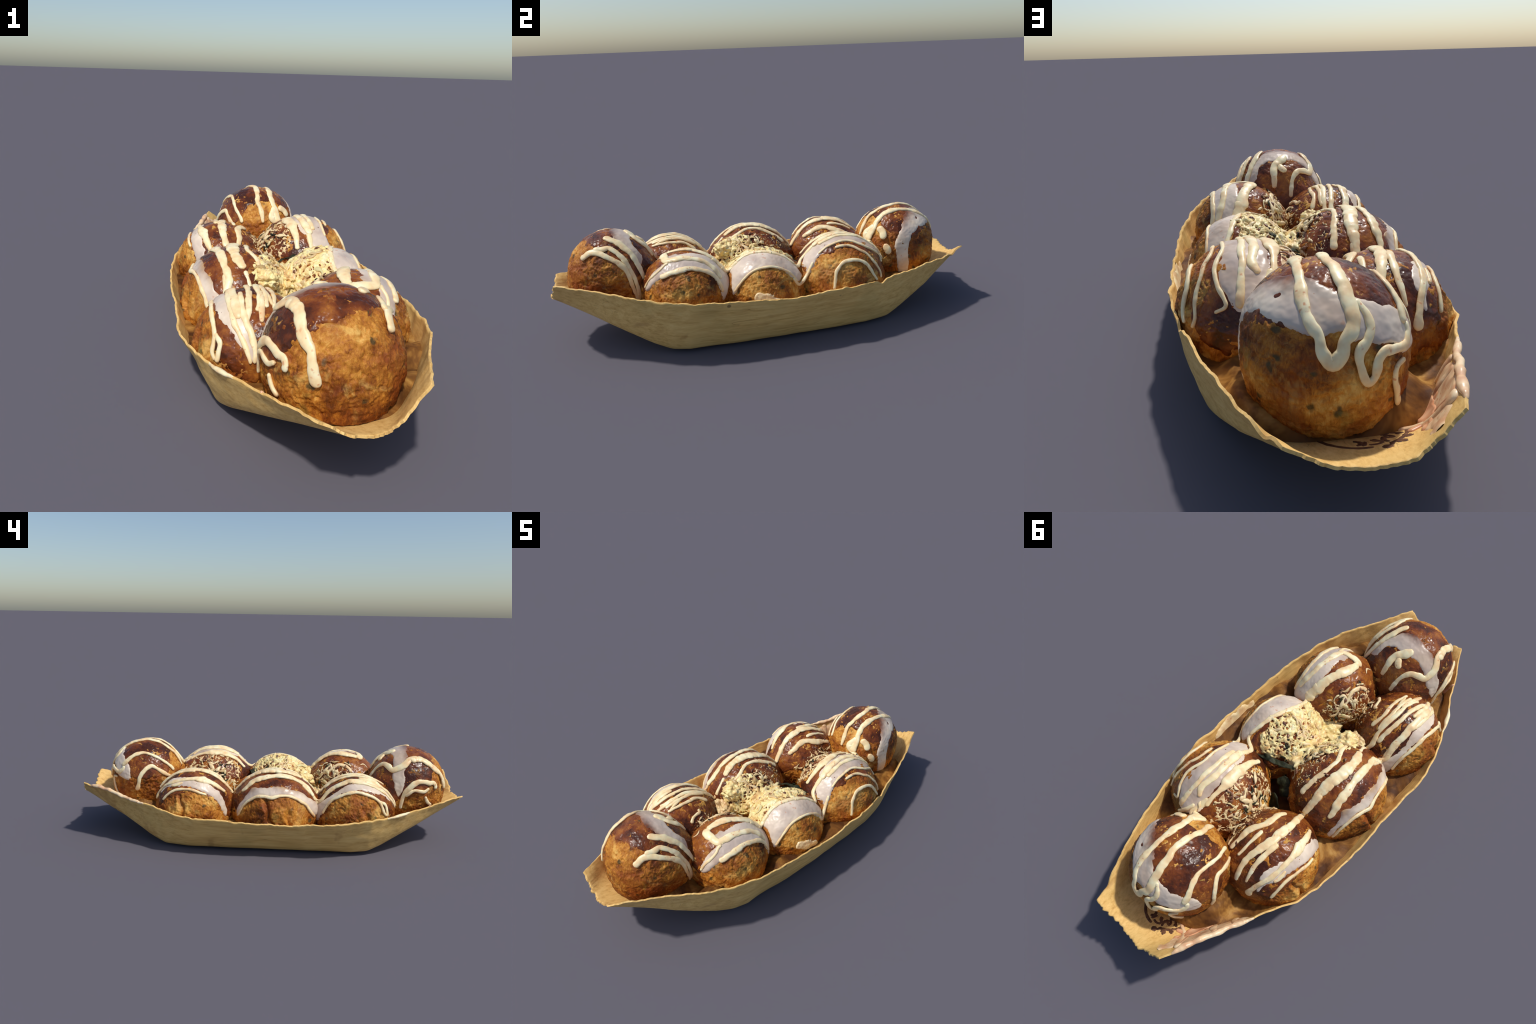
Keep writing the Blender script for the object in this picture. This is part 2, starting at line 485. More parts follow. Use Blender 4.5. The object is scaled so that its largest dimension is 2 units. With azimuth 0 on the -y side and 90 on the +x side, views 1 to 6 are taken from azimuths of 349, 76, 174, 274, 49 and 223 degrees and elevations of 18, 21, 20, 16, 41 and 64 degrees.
def tray_grid():
    ts = np.linspace(-1, 1, NT)
    a = np.linspace(0, 1, NS)
    grid = np.zeros((NT, NS, 3))
    for i, t in enumerate(ts):
        lx, lz = (np.interp(t, L_RIM[:, 0], L_RIM[:, k]) for k in (1, 2))
        rx, rz = (np.interp(t, R_RIM[:, 0], R_RIM[:, k]) for k in (1, 2))
        fl, fr, zc, zm = (np.interp(t, FOOT[:, 0], FOOT[:, k]) for k in (1, 2, 3, 4))
        zcl = min(zc, lz - 0.02)
        out = 0.010 * smooth(0.8 - abs(t), 0.0, 0.3)  # the walls belly outward
        pts = np.array([(lx, lz), ((lx + fl) / 2 - out * 0.7, 0.52 * zcl + 0.48 * lz), (fl, zcl), (fl * 0.72, zm), (fr * 0.72, zm), (fr, zc),
                        ((rx + fr) / 2 + 1.4 * out, 0.52 * zc + 0.48 * rz), (rx, rz)])
        knots = np.array([0, 0.13, 0.27, 0.37, 0.63, 0.73, 0.87, 1.0])
        row = np.stack([np.interp(a, knots, pts[:, k]) for k in (0, 1)], 1)
        # round the folds, more so toward the ends where the veneer only curls
        n = int(5 + 13 * smooth(abs(t), 0.5, 0.98))
        pad = 24
        ext = np.concatenate([2 * row[0] - row[pad:0:-1], row, 2 * row[-1] - row[-2:-pad - 2:-1]])
        kern = np.hanning(2 * n + 3)
        kern /= kern.sum()
        sm = np.stack([np.convolve(ext[:, k], kern, "same") for k in (0, 1)], 1)[pad:-pad]
        q = 1 if t > 0 else 0
        ye = np.interp(a, [0, 0.5, 1], [abs(END_L[q]), abs(END_M[q]), abs(END_R[q])])
        grid[i, :, 0], grid[i, :, 2] = sm[:, 0], sm[:, 1]
        grid[i, :, 1] = t * (1 + (ye - 1) * smooth(abs(t), 0.4, 1.0))
    # soften the cross folds along the length
    k = np.hanning(9)
    k /= k.sum()
    z = np.pad(grid[:, :, 2], ((4, 4), (0, 0)), mode="edge")
    grid[:, :, 2] = np.stack([np.convolve(z[:, j], k, "valid") for j in range(NS)], 1)
    # torn, fibrous border and slow buckling of the veneer
    A, T = np.meshgrid(a, ts)
    q = np.stack([grid[..., 0] * 3, grid[..., 1] * 3, grid[..., 2] * 3], -1)
    buckle = 0.009 * fbm(q + 4.2, 3) + 0.003 * fbm(q * 5 + 1.2, 2) * smooth(np.abs(A - 0.5), 0.18, 0.4)
    grid[..., 0] += np.sign(A - 0.5) * buckle
    folds = 0.006 * fbm(np.stack([T * 5, A * 0 + 6.5, (A > 0.5) * 11.0], -1), 3) * np.sin(np.pi * np.clip((np.abs(A - 0.5) - 0.2) / 0.3, 0, 1))
    grid[..., 0] += np.sign(A - 0.5) * folds
    edge = smooth(np.abs(A - 0.5), 0.38, 0.5)
    jag = 0.006 * fbm(np.stack([T * 9, A * 0 + 2.5, (A > 0.5) * 7.0], -1), 2) + 0.004 * fbm(np.stack([T * 42, A * 0 + 8.5, (A > 0.5) * 7.0], -1), 2)
    for side, y0, depth, wd in ((1, 0.455, 0.016, 0.02), (1, 0.02, 0.007, 0.03), (1, 0.30, 0.006, 0.02), (1, 0.93, 0.016, 0.02), (0, 0.05, 0.004, 0.02), (1, -0.40, 0.003, 0.02)):
        jag = jag - depth * np.exp(-((T - y0) / wd) ** 2) * ((A > 0.5) == bool(side))
    grid[..., 0] += 0.005 * np.sign(A - 0.5) * edge + edge * np.sign(A - 0.5) * 0.006 * fbm(np.stack([T * 14, A * 0 + 4.5, (A > 0.5) * 3.0], -1), 2)
    grid[..., 2] += edge * (jag - 0.001)
    tip = smooth(np.abs(T), 0.93, 1.0) * (0.25 + 0.75 * np.sin(np.pi * A))
    fray = 0.014 * fbm(np.stack([A * 7 + 3 * (T > 0), T * 0 + 1.5, T * 0], -1), 2) + 0.007 * fbm(np.stack([A * 30 + 3 * (T > 0), T * 0 + 5.5, T * 0], -1), 2)
    grid[..., 1] += tip * np.sign(T) * (fray - 0.004)
    grid[..., 2] += 0.5 * tip * (fray - 0.004)
    grid[..., 2] = np.maximum(grid[..., 2], 0.0005 + 0.001 * (1 + perlin(q * 3)))
    grid[..., 2] -= grid[..., 2].min()
    return grid


GRID = tray_grid()
dT, dA = np.gradient(GRID, axis=0), np.gradient(GRID, axis=1)
NORM = np.cross(dA, dT)
NORM /= np.linalg.norm(NORM, axis=2, keepdims=True)  # points into the tray (up)
THICK = 0.0065


def build_tray():
    outer, inner = GRID, GRID + NORM * THICK
    v = np.concatenate([outer.reshape(-1, 3), inner.reshape(-1, 3)])
    N = NT * NS
    f = []
    for i in range(NT - 1):
        for j in range(NS - 1):
            a = i * NS + j
            f.append((a, a + NS, a + NS + 1, a + 1))
            f.append((N + a, N + a + 1, N + a + NS + 1, N + a + NS))
    border = [j for j in range(NS)] + [i * NS + NS - 1 for i in range(1, NT)] + [(NT - 1) * NS + j for j in range(NS - 2, -1, -1)] + [i * NS for i in range(NT - 2, 0, -1)]
    for p, q in zip(border, border[1:] + border[:1]):
        f.append((p, q, N + q, N + p))
    ob = add_object("boat_tray", v, f, WOOD)
    for e in ob.data.polygons[-len(border):]:
        e.use_smooth = False
    ob["label"] = "thin bent wood veneer boat tray with torn rim"
    ob["category"] = "food tray"
    return ob


TRAY = build_tray()


def on_tray(t, a):
    """Point on the inside of the tray and the normal there (t along -1..1, a across 0..1)."""
    i, j = (np.clip(t, -1, 1) + 1) / 2 * (NT - 1), np.clip(a, 0, 1) * (NS - 1)
    i0, j0 = int(min(i, NT - 2)), int(min(j, NS - 2))
    fi, fj = i - i0, j - j0
    w = ((1 - fi) * (1 - fj), (1 - fi) * fj, fi * (1 - fj), fi * fj)
    idx = ((i0, j0), (i0, j0 + 1), (i0 + 1, j0), (i0 + 1, j0 + 1))
    p = sum(k * GRID[q] for k, q in zip(w, idx))
    n = sum(k * NORM[q] for k, q in zip(w, idx))
    return p + n * THICK, n


tree = BVHTree.FromPolygons([Vector(p) for p in (GRID + NORM * THICK).reshape(-1, 3)],
                            [(i * NS + j, i * NS + j + 1, (i + 1) * NS + j + 1, (i + 1) * NS + j) for i in range(NT - 1) for j in range(NS - 1)])


def keep_inside(verts, centre):
    """Press a dumpling against the floor and walls of the tray where it would pass through."""
    world = verts + np.array(centre)
    gap = 0.0015
    for i in np.nonzero(world[:, 2] < 0.34)[0]:
        p = Vector(world[i])
        hit, nrm, _, dist = tree.find_nearest(p)
        side = (p - hit).dot(nrm)
        if side < gap and dist < 0.07 and (abs(hit.y) < 0.6 or hit.z < 0.20):
            world[i] = hit + nrm * gap
    return world - np.array(centre)


# ------------------------------------------------------------------ the dumplings
# centre, radius of each ball as dressed
BALLS = {
    "A": ((-0.011, -0.720, 0.291), 0.206, (1.0, 0.975, 0.985)), "B": ((-0.189, -0.438, 0.178), 0.200, (0.975, 1.0, 1.0)),
    "C": ((0.171, -0.407, 0.222), 0.193, (0.99, 1.01, 1.0)), "D": ((-0.177, -0.035, 0.185), 0.220, (0.98, 1.02, 0.93)),
    "E": ((0.186, -0.051, 0.190), 0.191, (0.985, 1.02, 0.99)), "F": ((-0.186, 0.381, 0.184), 0.200, (0.985, 1.01, 0.985)),
    "G": ((0.184, 0.321, 0.195), 0.220, (0.985, 1.01, 0.99)), "H": ((0.034, 0.677, 0.291), 0.197, (1.0, 1.0, 0.965)),
}

# piped mayonnaise: (degrees toward +x, degrees toward +y, width in mm) along each strand
STRANDS = {
    "A": [
        [(-16, 81, 17),(-17, 67, 19),(-20, 55, 21),(-26, 45, 23),(-37, 39, 26),(-46, 34, 28),(-48, 23, 30),(-44, 13, 31),(-37, 3, 34),(-36, -10, 37)],
        [(-41, 4, 36),(-36, -7, 36),(-36, -17, 36),(-38, -25, 35),(-40, -36, 33),(-38, -47, 29),(-40, -58, 28),(-42, -68, 29),(-43, -76, 28)],
        [(-106, 31, 14),(-94, 25, 18),(-86, 18, 22),(-79, 8, 25),(-72, -4, 26),(-69, -15, 26),(-67, -29, 25),(-63, -38, 23),(-64, -44, 24),(-69, -46, 24)],
        [(-90, 19, 16),(-87, 9, 17),(-83, -2, 17),(-82, -22, 17),(-74, -32, 16)],
        [(-88, -27, 12),(-93, -36, 15),(-93, -51, 16)],
        [(10, 70, 21),(9, 55, 23),(7, 42, 30),(2, 35, 35),(-5, 29, 37),(-10, 22, 38)],
        [(1, 39, 30),(-4, 45, 28),(-9, 50, 20)],
        [(80, 69, 18),(67, 58, 20),(55, 45, 23),(44, 34, 26),(36, 23, 28),(29, 13, 30),(23, 3, 29),(18, -4, 27)],
        [(93, 60, 16),(77, 44, 19),(65, 32, 21),(54, 22, 23),(45, 12, 24),(38, 2, 25),(38, -8, 27),(34, -19, 29)],
        [(97, 57, 15),(82, 37, 17),(68, 26, 21),(59, 15, 23),(51, 0, 23),(41, -14, 28),(37, -23, 29),(37, -31, 29),(37, -39, 27)],
    ],
    "B": [
        [(25, 39, 17),(23, 32, 17),(19, 20, 16),(20, 5, 16),(19, -11, 16),(16, -27, 14)],
        [(12, 39, 17),(13, 30, 17),(11, 18, 17),(11, 5, 16),(11, -9, 17),(9, -26, 14)],
        [(13, 69, 20),(8, 57, 20),(10, 45, 20),(9, 30, 20),(6, 14, 20),(5, -5, 19),(3, -20, 17),(0, -30, 16)],
        [(3, 52, 19),(2, 42, 19),(-1, 26, 19),(-3, 11, 18),(-4, -3, 17),(-7, -25, 17),(-11, -39, 17)],
        [(-11, 70, 19),(-21, 62, 23),(-18, 45, 27),(-19, 27, 32),(-18, 9, 33),(-18, -13, 31),(-18, -34, 25)],
        [(-42, 71, 11),(-40, 57, 13),(-39, 43, 15),(-40, 30, 16),(-40, 16, 17),(-40, 3, 17),(-42, -10, 17),(-43, -24, 16),(-45, -35, 15),(-49, -42, 14),(-54, -48, 14),(-54, -57, 13)],
        [(50, -8, 16),(44, -1, 15),(42, 7, 14),(41, 13, 13),(36, 13, 11)],
        [(-22, 10, 19),(-23, -21, 19),(-23, -36, 18),(-20, -49, 16),(-16, -62, 15),(-13, -75, 10)],
        [(-11, -1, 17),(-13, -25, 19),(-12, -39, 22),(-9, -51, 22),(-7, -63, 18),(-9, -75, 10)],
        [(-2, -1, 18),(-7, -20, 17),(-8, -33, 16)],
        [(7, -2, 18),(6, -19, 17),(3, -34, 17),(2, -42, 10)],
        [(12, 0, 16),(14, -14, 15),(16, -22, 14)],
        [(-44, -35, 14),(-42, -47, 15),(-48, -55, 16),(-54, -59, 19)],
    ],
    "C": [
        [(34, 55, 24),(23, 34, 26),(19, 17, 28),(16, 2, 29),(14, -13, 30),(10, -23, 32),(-2, -25, 34),(-14, -24, 37),(-19, -19, 40)],
        [(-18, -21, 40),(-16, -7, 42),(-12, 8, 43),(-6, 22, 43),(-2, 36, 46),(3, 51, 46),(7, 65, 44)],
        [(31, -38, 27),(34, -30, 26),(35, -21, 26),(36, -8, 24),(35, 5, 22),(36, 17, 21),(37, 31, 20),(39, 43, 19),(45, 55, 16),(51, 63, 14)],
        [(14, -70, 12),(17, -56, 12),(20, -44, 12),(20, -34, 13),(17, -27, 16),(17, -21, 19)],
        [(16, -21, 11),(18, -5, 11),(20, 11, 12),(23, 27, 12),(28, 42, 12),(35, 54, 11)],
        [(-40, 50, 15),(-45, 37, 16),(-45, 29, 18),(-43, 22, 18),(-40, 13, 18),(-43, 2, 18),(-47, -5, 18),(-53, -10, 18)],
        [(-45, 24, 12),(-52, 23, 12),(-60, 24, 11)],
    ],
    "E": [
        [(40, -63, 9),(39, -50, 10),(37, -36, 11),(35, -23, 11),(35, -10, 11),(36, 4, 11),(38, 19, 11),(42, 37, 11),(47, 49, 11)],
        [(-2, -50, 16),(-4, -32, 20),(-3, -20, 23),(0, -8, 23),(4, 3, 22),(9, 19, 19),(13, 32, 17),(18, 45, 14)],
    ],
    "G": [
        [(73, -37, 14),(63, -31, 15),(55, -26, 15),(51, -20, 16),(47, -12, 16),(47, -2, 17),(48, 9, 16),(51, 19, 16),(56, 26, 15),(62, 33, 13),(66, 43, 11)],
        [(25, -16, 12),(25, -9, 13),(26, 0, 14),(29, 8, 14),(33, 14, 14),(36, 23, 13),(41, 30, 13),(46, 39, 12),(51, 50, 11),(58, 54, 10)],
        [(20, -37, 10),(18, -24, 11),(18, -15, 12),(17, -3, 13),(18, 7, 13),(22, 16, 13),(25, 27, 12),(24, 41, 11),(20, 55, 11),(31, 57, 10)],
        [(9, 60, 22),(6, 38, 21),(4, 24, 21),(4, 13, 21),(3, -2, 21),(4, -14, 22),(5, -31, 22)],
        [(-7, 36, 21),(-3, 26, 24),(-5, 11, 27),(-5, -4, 28),(-3, -21, 30),(-1, -38, 33)],
        [(-20, 38, 19),(-19, 26, 21),(-20, 14, 28),(-20, 3, 46),(-18, -13, 47),(-18, -23, 36),(-18, -36, 26),(-20, -54, 23)],
        [(10, 69, 15),(-3, 56, 18),(-8, 45, 18)],
    ],
    "D": [
        [(3, 68, 24),(1, 52, 29),(1, 37, 40),(0, 22, 47),(-3, 9, 50),(-4, -5, 47),(-3, -21, 39),(3, -38, 31)],
        [(-26, 53, 17),(-26, 43, 26),(-23, 34, 32),(-22, 23, 36),(-21, 10, 34),(-19, -1, 33),(-18, -15, 34),(-17, -31, 31),(-15, -48, 28),(-21, -63, 25)],
        [(23, 52, 24),(20, 39, 23),(18, 30, 22),(14, 17, 21),(12, 5, 19),(12, -6, 19),(18, -20, 20),(22, -36, 21)],
        [(-52, 73, 12),(-51, 63, 13),(-50, 54, 13),(-50, 44, 14),(-51, 29, 15),(-54, 16, 16),(-57, 6, 16),(-55, -3, 15),(-52, -14, 15),(-50, -27, 14),(-49, -41, 14),(-47, -53, 13),(-47, -66, 13),(-41, -80, 12)],
    ],
    "F": [
        [(39, 38, 17),(38, 27, 24),(36, 14, 31),(33, 3, 32),(25, -8, 33),(22, -21, 33),(23, -34, 28),(20, -47, 20)],
        [(23, 38, 14),(21, 26, 14),(20, 15, 15),(19, 6, 16),(19, -3, 16)],
        [(8, 65, 16),(10, 47, 25),(10, 34, 29),(7, 21, 29),(3, 7, 33),(1, -4, 37),(1, -17, 41),(0, -30, 34),(3, -47, 29),(8, -70, 26)],
        [(-6, 57, 11),(-4, 42, 15),(-3, 29, 19),(-4, 18, 21),(-5, 6, 22),(-6, -3, 24)],
        [(-16, 74, 25),(-19, 56, 22),(-23, 42, 21),(-27, 29, 22),(-28, 15, 23),(-28, 3, 19),(-27, -8, 32),(-26, -17, 40),(-24, -29, 36),(-22, -44, 23),(-18, -57, 17)],
        [(-33, 32, 11),(-35, 23, 17),(-34, 12, 11)],
        [(-46, 52, 11),(-45, 41, 13),(-44, 29, 14),(-44, 18, 14),(-46, 4, 14),(-47, -6, 13),(-49, -17, 12),(-48, -29, 10)],
    ],
    "H": [
        [(30,-71,36),(26,-54,28),(20,-41,29),(17,-29,30),(17,-12,27),(18,4,26),(19,21,25),(20,35,26),(18,50,26),(14,58,25),(13,67,26),(7,74,28),(0,70,25),(-3,63,25),(-9,56,27),(-11,47,31),(-9,37,32),(-7,23,30),(-5,8,28),(-2,-4,28),(-3,-25,27),(-5,-42,24),(-2,-57,22),(1,-75,17)],
        [(-13, 37, 16),(-19, 43, 19),(-23, 52, 22),(-21, 61, 23),(-15, 67, 22),(-15, 74, 20),(-19, 82, 19),(-25, 86, 19),(-31, 81, 19),(-31, 72, 21),(-35, 65, 22),(-46, 59, 21),(-60, 49, 20),(-63, 38, 19),(-58, 32, 17)],
        [(-56, 36, 24),(-51, 22, 24),(-45, 10, 21),(-41, -2, 18),(-41, -11, 16),(-42, -26, 16),(-42, -40, 16),(-39, -56, 16),(-38, -66, 16)],
        [(-102, 7, 19),(-92, 0, 20),(-83, -2, 22),(-74, -8, 23),(-65, -16, 22),(-60, -25, 21),(-60, -40, 19),(-58, -54, 18),(-53, -64, 16)],
        [(30, -45, 37),(42, -44, 33),(53, -47, 29)],
        [(59, -50, 25),(68, -49, 33),(77, -50, 29)],
        [(-64, 57, 11),(-55, 67, 13),(-60, 76, 14),(-88, 79, 16)],
    ],
}

# sky reflection painted as a pale film: outline in the same chart, the axis along which it thins out, where it does so
SKY_SHEENS = {
    "A": ([(57,51),(42,34),(32,19),(21,8),(10,2),(-4,2),(-18,5),(-29,7),(-37,6),(-52,11),(-62,15),(-54,11),(-73,15),(-86,24),(-92,35),(-74,39),(-57,38),(-42,35),(-33,32),(-23,29),(-13,32),(4,33),(12,32),(24,34),(31,44),(34,53)], (0,1,0), 0.0, 0.26, "sauce"),
    "B": ([(-40,56),(-39,43),(-39,16),(-39,-5),(-39,-27),(-31,-38),(-28,-49),(-23,-60),(-16,-74),(-6,-77),(-5,-63),(-6,-33),(-12,-2),(-20,8),(-25,21),(-26,35),(-28,47),(-23,62),(-18,73),(-3,90),(-7,107),(-42,84)], (-1,0,-0.3), -0.2, 0.06, "sauce"),
    "C": ([(12,-73),(10,-57),(9,-46),(12,-33),(10,-28),(2,-29),(-5,-20),(2,-2),(1,14),(2,30),(-8,51),(-3,62),(10,74),(57,78),(58,64),(46,53),(40,41),(38,26),(36,9),(37,-13),(35,-31),(31,-41),(34,-45),(27,-60),(24,-71)], (0.95,0,0.05), -0.15, 0.12, "gold"),
    "E": ([(39,-52),(37,-38),(36,-25),(36,-11),(37,2),(40,17),(44,34),(50,50),(31,62),(21,54),(14,41),(10,23),(5,8),(0,-6),(-4,-19),(-6,-31),(-6,-45),(-5,-54),(13,-55),(27,-62),(40,-71),(43,-63)], (1,0,0), -0.4, -0.2, "mayo"),
    "G": ([(21,-64),(33,-60),(30,-51),(25,-43),(21,-32),(20,-22),(17,-7),(21,13),(24,27),(23,45),(13,67),(-12,58),(-22,44),(-18,37),(-17,26),(-17,13),(-16,-1),(-15,-16),(-12,-35),(10,-67),(22,-60)], (0,0,1), -1, -0.8, "mayo"),
    "D": ([(-53,80),(-49,57),(-50,44),(-51,29),(-54,16),(-57,6),(-54,-3),(-52,-14),(-50,-27),(-49,-41),(-48,-51),(-47,-64),(-42,-82),(-21,-87),(-10,-80),(-28,-62),(-33,-46),(-36,-30),(-38,-16),(-39,-3),(-40,9),(-37,22),(-32,35),(-36,44),(-38,57),(-39,72),(-42,78)], (-0.85,0,-0.5), 0.02, 0.30, "gold"),
    "F": ([(-27,64),(-20,49),(-13,36),(-18,22),(-23,5),(-28,-10),(-28,-20),(-28,-32),(-27,-45),(-30,-58),(-32,-72),(-37,-81),(-47,-86),(-50,-72),(-48,-57),(-46,-45),(-48,-29),(-48,-14),(-45,-2),(-42,13),(-40,26),(-34,32),(-28,46)], (-0.9,0,-0.45), -0.50, -0.12, "sauce"),
    "H": ([(127,-40),(73,-38),(56,-19),(41,-8),(29,-2),(5,19),(6,25),(-4,30),(-14,33),(-22,34),(-38,32),(-52,24),(-61,20),(-77,17),(-88,25),(-75,42),(-58,60),(-52,54),(-31,63),(-20,63),(-10,62),(-2,57),(4,58),(12,60),(24,54),(35,44),(47,31),(63,9),(81,-9),(124,-3)], (0.08,0.37,-0.92), -0.74, -0.50, "sauce"),
}

SAUCES = {
    "A": [(-95,14),(-85,-26),(-65,-34),(-49,-38),(-35,-38),(-21,-37),(-5,-35),(9,-34),(21,-28),(33,-15),(50,-8),(62,2),(80,20),(100,45),(95,70),(60,95),(20,105),(-30,105),(-70,85),(-95,50)],
    "B": [(-54,-70),(-50,-45),(-43,-25),(-40,0),(-40,40),(-42,80),(-10,105),(45,90),(66,50),(70,0),(60,-45),(25,-80),(-15,-95)],
    "C": [(-85,35),(-92,0),(-75,-38),(-42,-62),(0,-78),(22,-78),(16,-40),(8,0),(8,60),(-20,95),(-62,75)],
    "D": [(-52,80),(-46,40),(-48,0),(-44,-45),(-30,-88),(20,-92),(52,-62),(66,-20),(66,20),(44,62),(5,92)],
    "E": [(8,-62),(6,0),(16,60),(-20,85),(-62,55),(-72,0),(-52,-50)],
    "F": [(-50,-92),(-52,0),(-48,50),(-42,88),(0,95),(40,75),(64,42),(70,0),(62,-42),(30,-80),(0,-95)],
    "G": [(28,-62),(26,-20),(34,8),(46,30),(62,52),(44,80),(10,95),(-42,75),(-68,32),(-70,-20),(-45,-62),(0,-80)],
    "H": [(-84,30),(-86,-20),(-66,-52),(-36,-58),(-16,-44),(8,-40),(34,-44),(62,-26),(70,0),(60,28),(40,44),(0,52),(-40,52)],
}

# lacy mass of shredded topping, in the chart of each ball: outline, thickness
TOPPINGS = {
    "D": ([(12,-44),(16,-24),(30,-6),(50,4),(74,0),(82,-30),(68,-58),(40,-70),(16,-60)], 0.009, 0.0, 0.27),
    "E": ([(2,-62),(-3,-30),(0,0),(4,36),(-8,54),(-36,50),(-64,28),(-80,-5),(-76,-50),(-46,-82),(-14,-80)], 0.009, 0.0, 0.29),
    "G": ([(-22,-46),(-22,0),(-24,34),(-36,56),(-62,48),(-84,6),(-76,-44),(-46,-58)], 0.004, 0.0, 0.165),
    "C": ([(-22,80),(-24,50),(-32,20),(-36,-10),(-60,-20),(-86,10),(-80,60),(-52,88)], 0.004, 0.0, 0.155),
    "F": ([(44,-44),(42,0),(46,36),(66,46),(88,10),(84,-40)], 0.004, 0.0, 0.13),
    "B": ([(46,-6),(42,20),(44,44),(62,52),(84,24),(78,-8)], 0.004, 0.0, 0.11),
}


INSET, FUSE = 0.0070, 0.080


def lumps(key, d):
    """Low-frequency shape of the ball (fraction of radius)."""
    o = 13.7 * (ord(key) - 60)
    e = np.array(BALLS[key][2])
    oval = 1 / np.sqrt(((d / e) ** 2).sum(-1)) - 1
    # sagged flanks: fuller than a sphere below the middle
    n = {"H": 3.1, "A": 2.6}.get(key, 2.3)
    low, flat = np.abs(np.minimum(d[..., 2], 0)), np.hypot(d[..., 0], d[..., 1])
    sag = (low ** n + flat ** n) ** (-1 / n) - (low ** 2 + flat ** 2) ** -0.5
    oval = oval + np.where(d[..., 2] < 0, sag, 0)
    c, rad, _ = BALLS[key]
    r0 = rad - INSET
    body = oval + 0.020 * perlin(d * 1.3 + o) + 0.014 * perlin(d * 3.1 + o)
    # slump into the neighbours: the dumplings are fused by sauce where they touch
    p = np.array(c) + d * (r0 * (1 + body))[..., None]
    for other, (c2, r2, e2) in BALLS.items():
        if other != key:
            gap = np.linalg.norm((p - np.array(c2)) / np.array(e2), axis=-1) - (r2 - INSET)
            body = body + np.maximum(0, FUSE - np.maximum(gap, -0.5 * FUSE)) ** 2 / (4 * FUSE) / r0
    return body


def crust_relief(key, d):
    o = 5.1 * (ord(key) - 60)
    warp = d + 0.12 * np.stack([perlin(d * 4 + o), perlin(d * 4 + o + 9), perlin(d * 4 + o + 21)], -1)
    r = 0.0048 * fbm(warp * 4 + o, 3) + 0.0032 * (1 - 2 * np.abs(fbm(warp * 8 + o, 3))) + 0.0016 * fbm(d * 26 + o, 2)
    # deep folds in the flanks of three balls
    folds = {"B": [((-0.95, -0.25, -0.10), 0.055, 0.45), ((-0.80, -0.62, 0.0), 0.05, 0.35)],
             "D": [((-0.93, 0.10, 0.05), 0.06, 0.5), ((-0.9, -0.35, -0.1), 0.05, 0.35)],
             "F": [((-0.92, 0.20, 0.22), 0.06, 0.35)]}
    for c, w, length in folds.get(key, []):
        c = np.array(c) / np.linalg.norm(c)
        up = np.array([0.15, 0.25, 1.0])
        up -= c * (up @ c)
        up /= np.linalg.norm(up)
        e = np.cross(c, up)
        q = warp - c
        x, y = q @ e, q @ up
        r = r - 0.016 * np.exp(-(x / w) ** 2) * np.exp(-(y / length) ** 2) * (d @ c > 0) \
            + 0.010 * np.exp(-((x - 1.8 * w) / (1.2 * w)) ** 2) * np.exp(-(y / length) ** 2) * (d @ c > 0)
    return r


def shell(name, key, r0, poly, thick, rim, mat, parent, wobble=1.2, freq=6, holes=0.0, rough=0.0, base=-0.001, lace=0.0):
    """A layer of sauce lying on the ball inside an outline, rounded off at its border."""
    poly = round_polygon(poly)
    sd = signed_distance(ICO_UV, poly)
    near = sd > -10
    off = 3.3 * (ord(key) - 60) + 31 * len(name)
    d = ICO_V[near]
    sdn = sd[near] + wobble * 1.6 * fbm(d * freq + off, 3)
    if holes:
        sdn = sdn.clip(-9, 5) + holes * (fbm(d * 11 + off, 3) + 0.10) - 0.5
    if lace:  # strings of melted topping with gaps between them
        web = np.minimum(np.abs(fbm(d * 6.5 + off, 3)), np.abs(fbm(d * 9 + off + 40, 3)) + 0.02)
        sdn = np.minimum(sdn, (lace - web) * 34)
    x = np.clip(sdn / rim, 0, 1)
    prof = np.sqrt(np.clip(1 - (1 - x) ** 2, 0, 1))
    h = np.where(sdn > 0, base - 0.003 + (thick + 0.003) * prof, base - 0.003 + 0.002 * np.clip(sdn, -3, 0))
    if rough:
        h = h + rough * prof * (1.3 * fbm(d * 6 + off, 2) + 0.6 * (1 - 2 * np.abs(fbm(d * 8 + off, 2))) + 0.25 * fbm(d * 22 + off, 2))
    full = np.full(len(ICO_V), -1e9)
    full[near] = sdn
    keep = (full[ICO_F] > -2.0).any(1) & near[ICO_F].all(1)
    tris = ICO_F[keep]
    used = np.unique(tris)
    remap = np.zeros(len(ICO_V), int)
    remap[used] = np.arange(len(used))
    hf = np.zeros(len(ICO_V))
    hf[near] = h
    dd = ICO_V[used]
    verts = dd * (r0 * (1 + lumps(key, dd)) + hf[used])[:, None]
    verts = keep_inside(verts, BALLS[key][0])
    return fast_tris(name, verts, remap[tris], mat, parent)


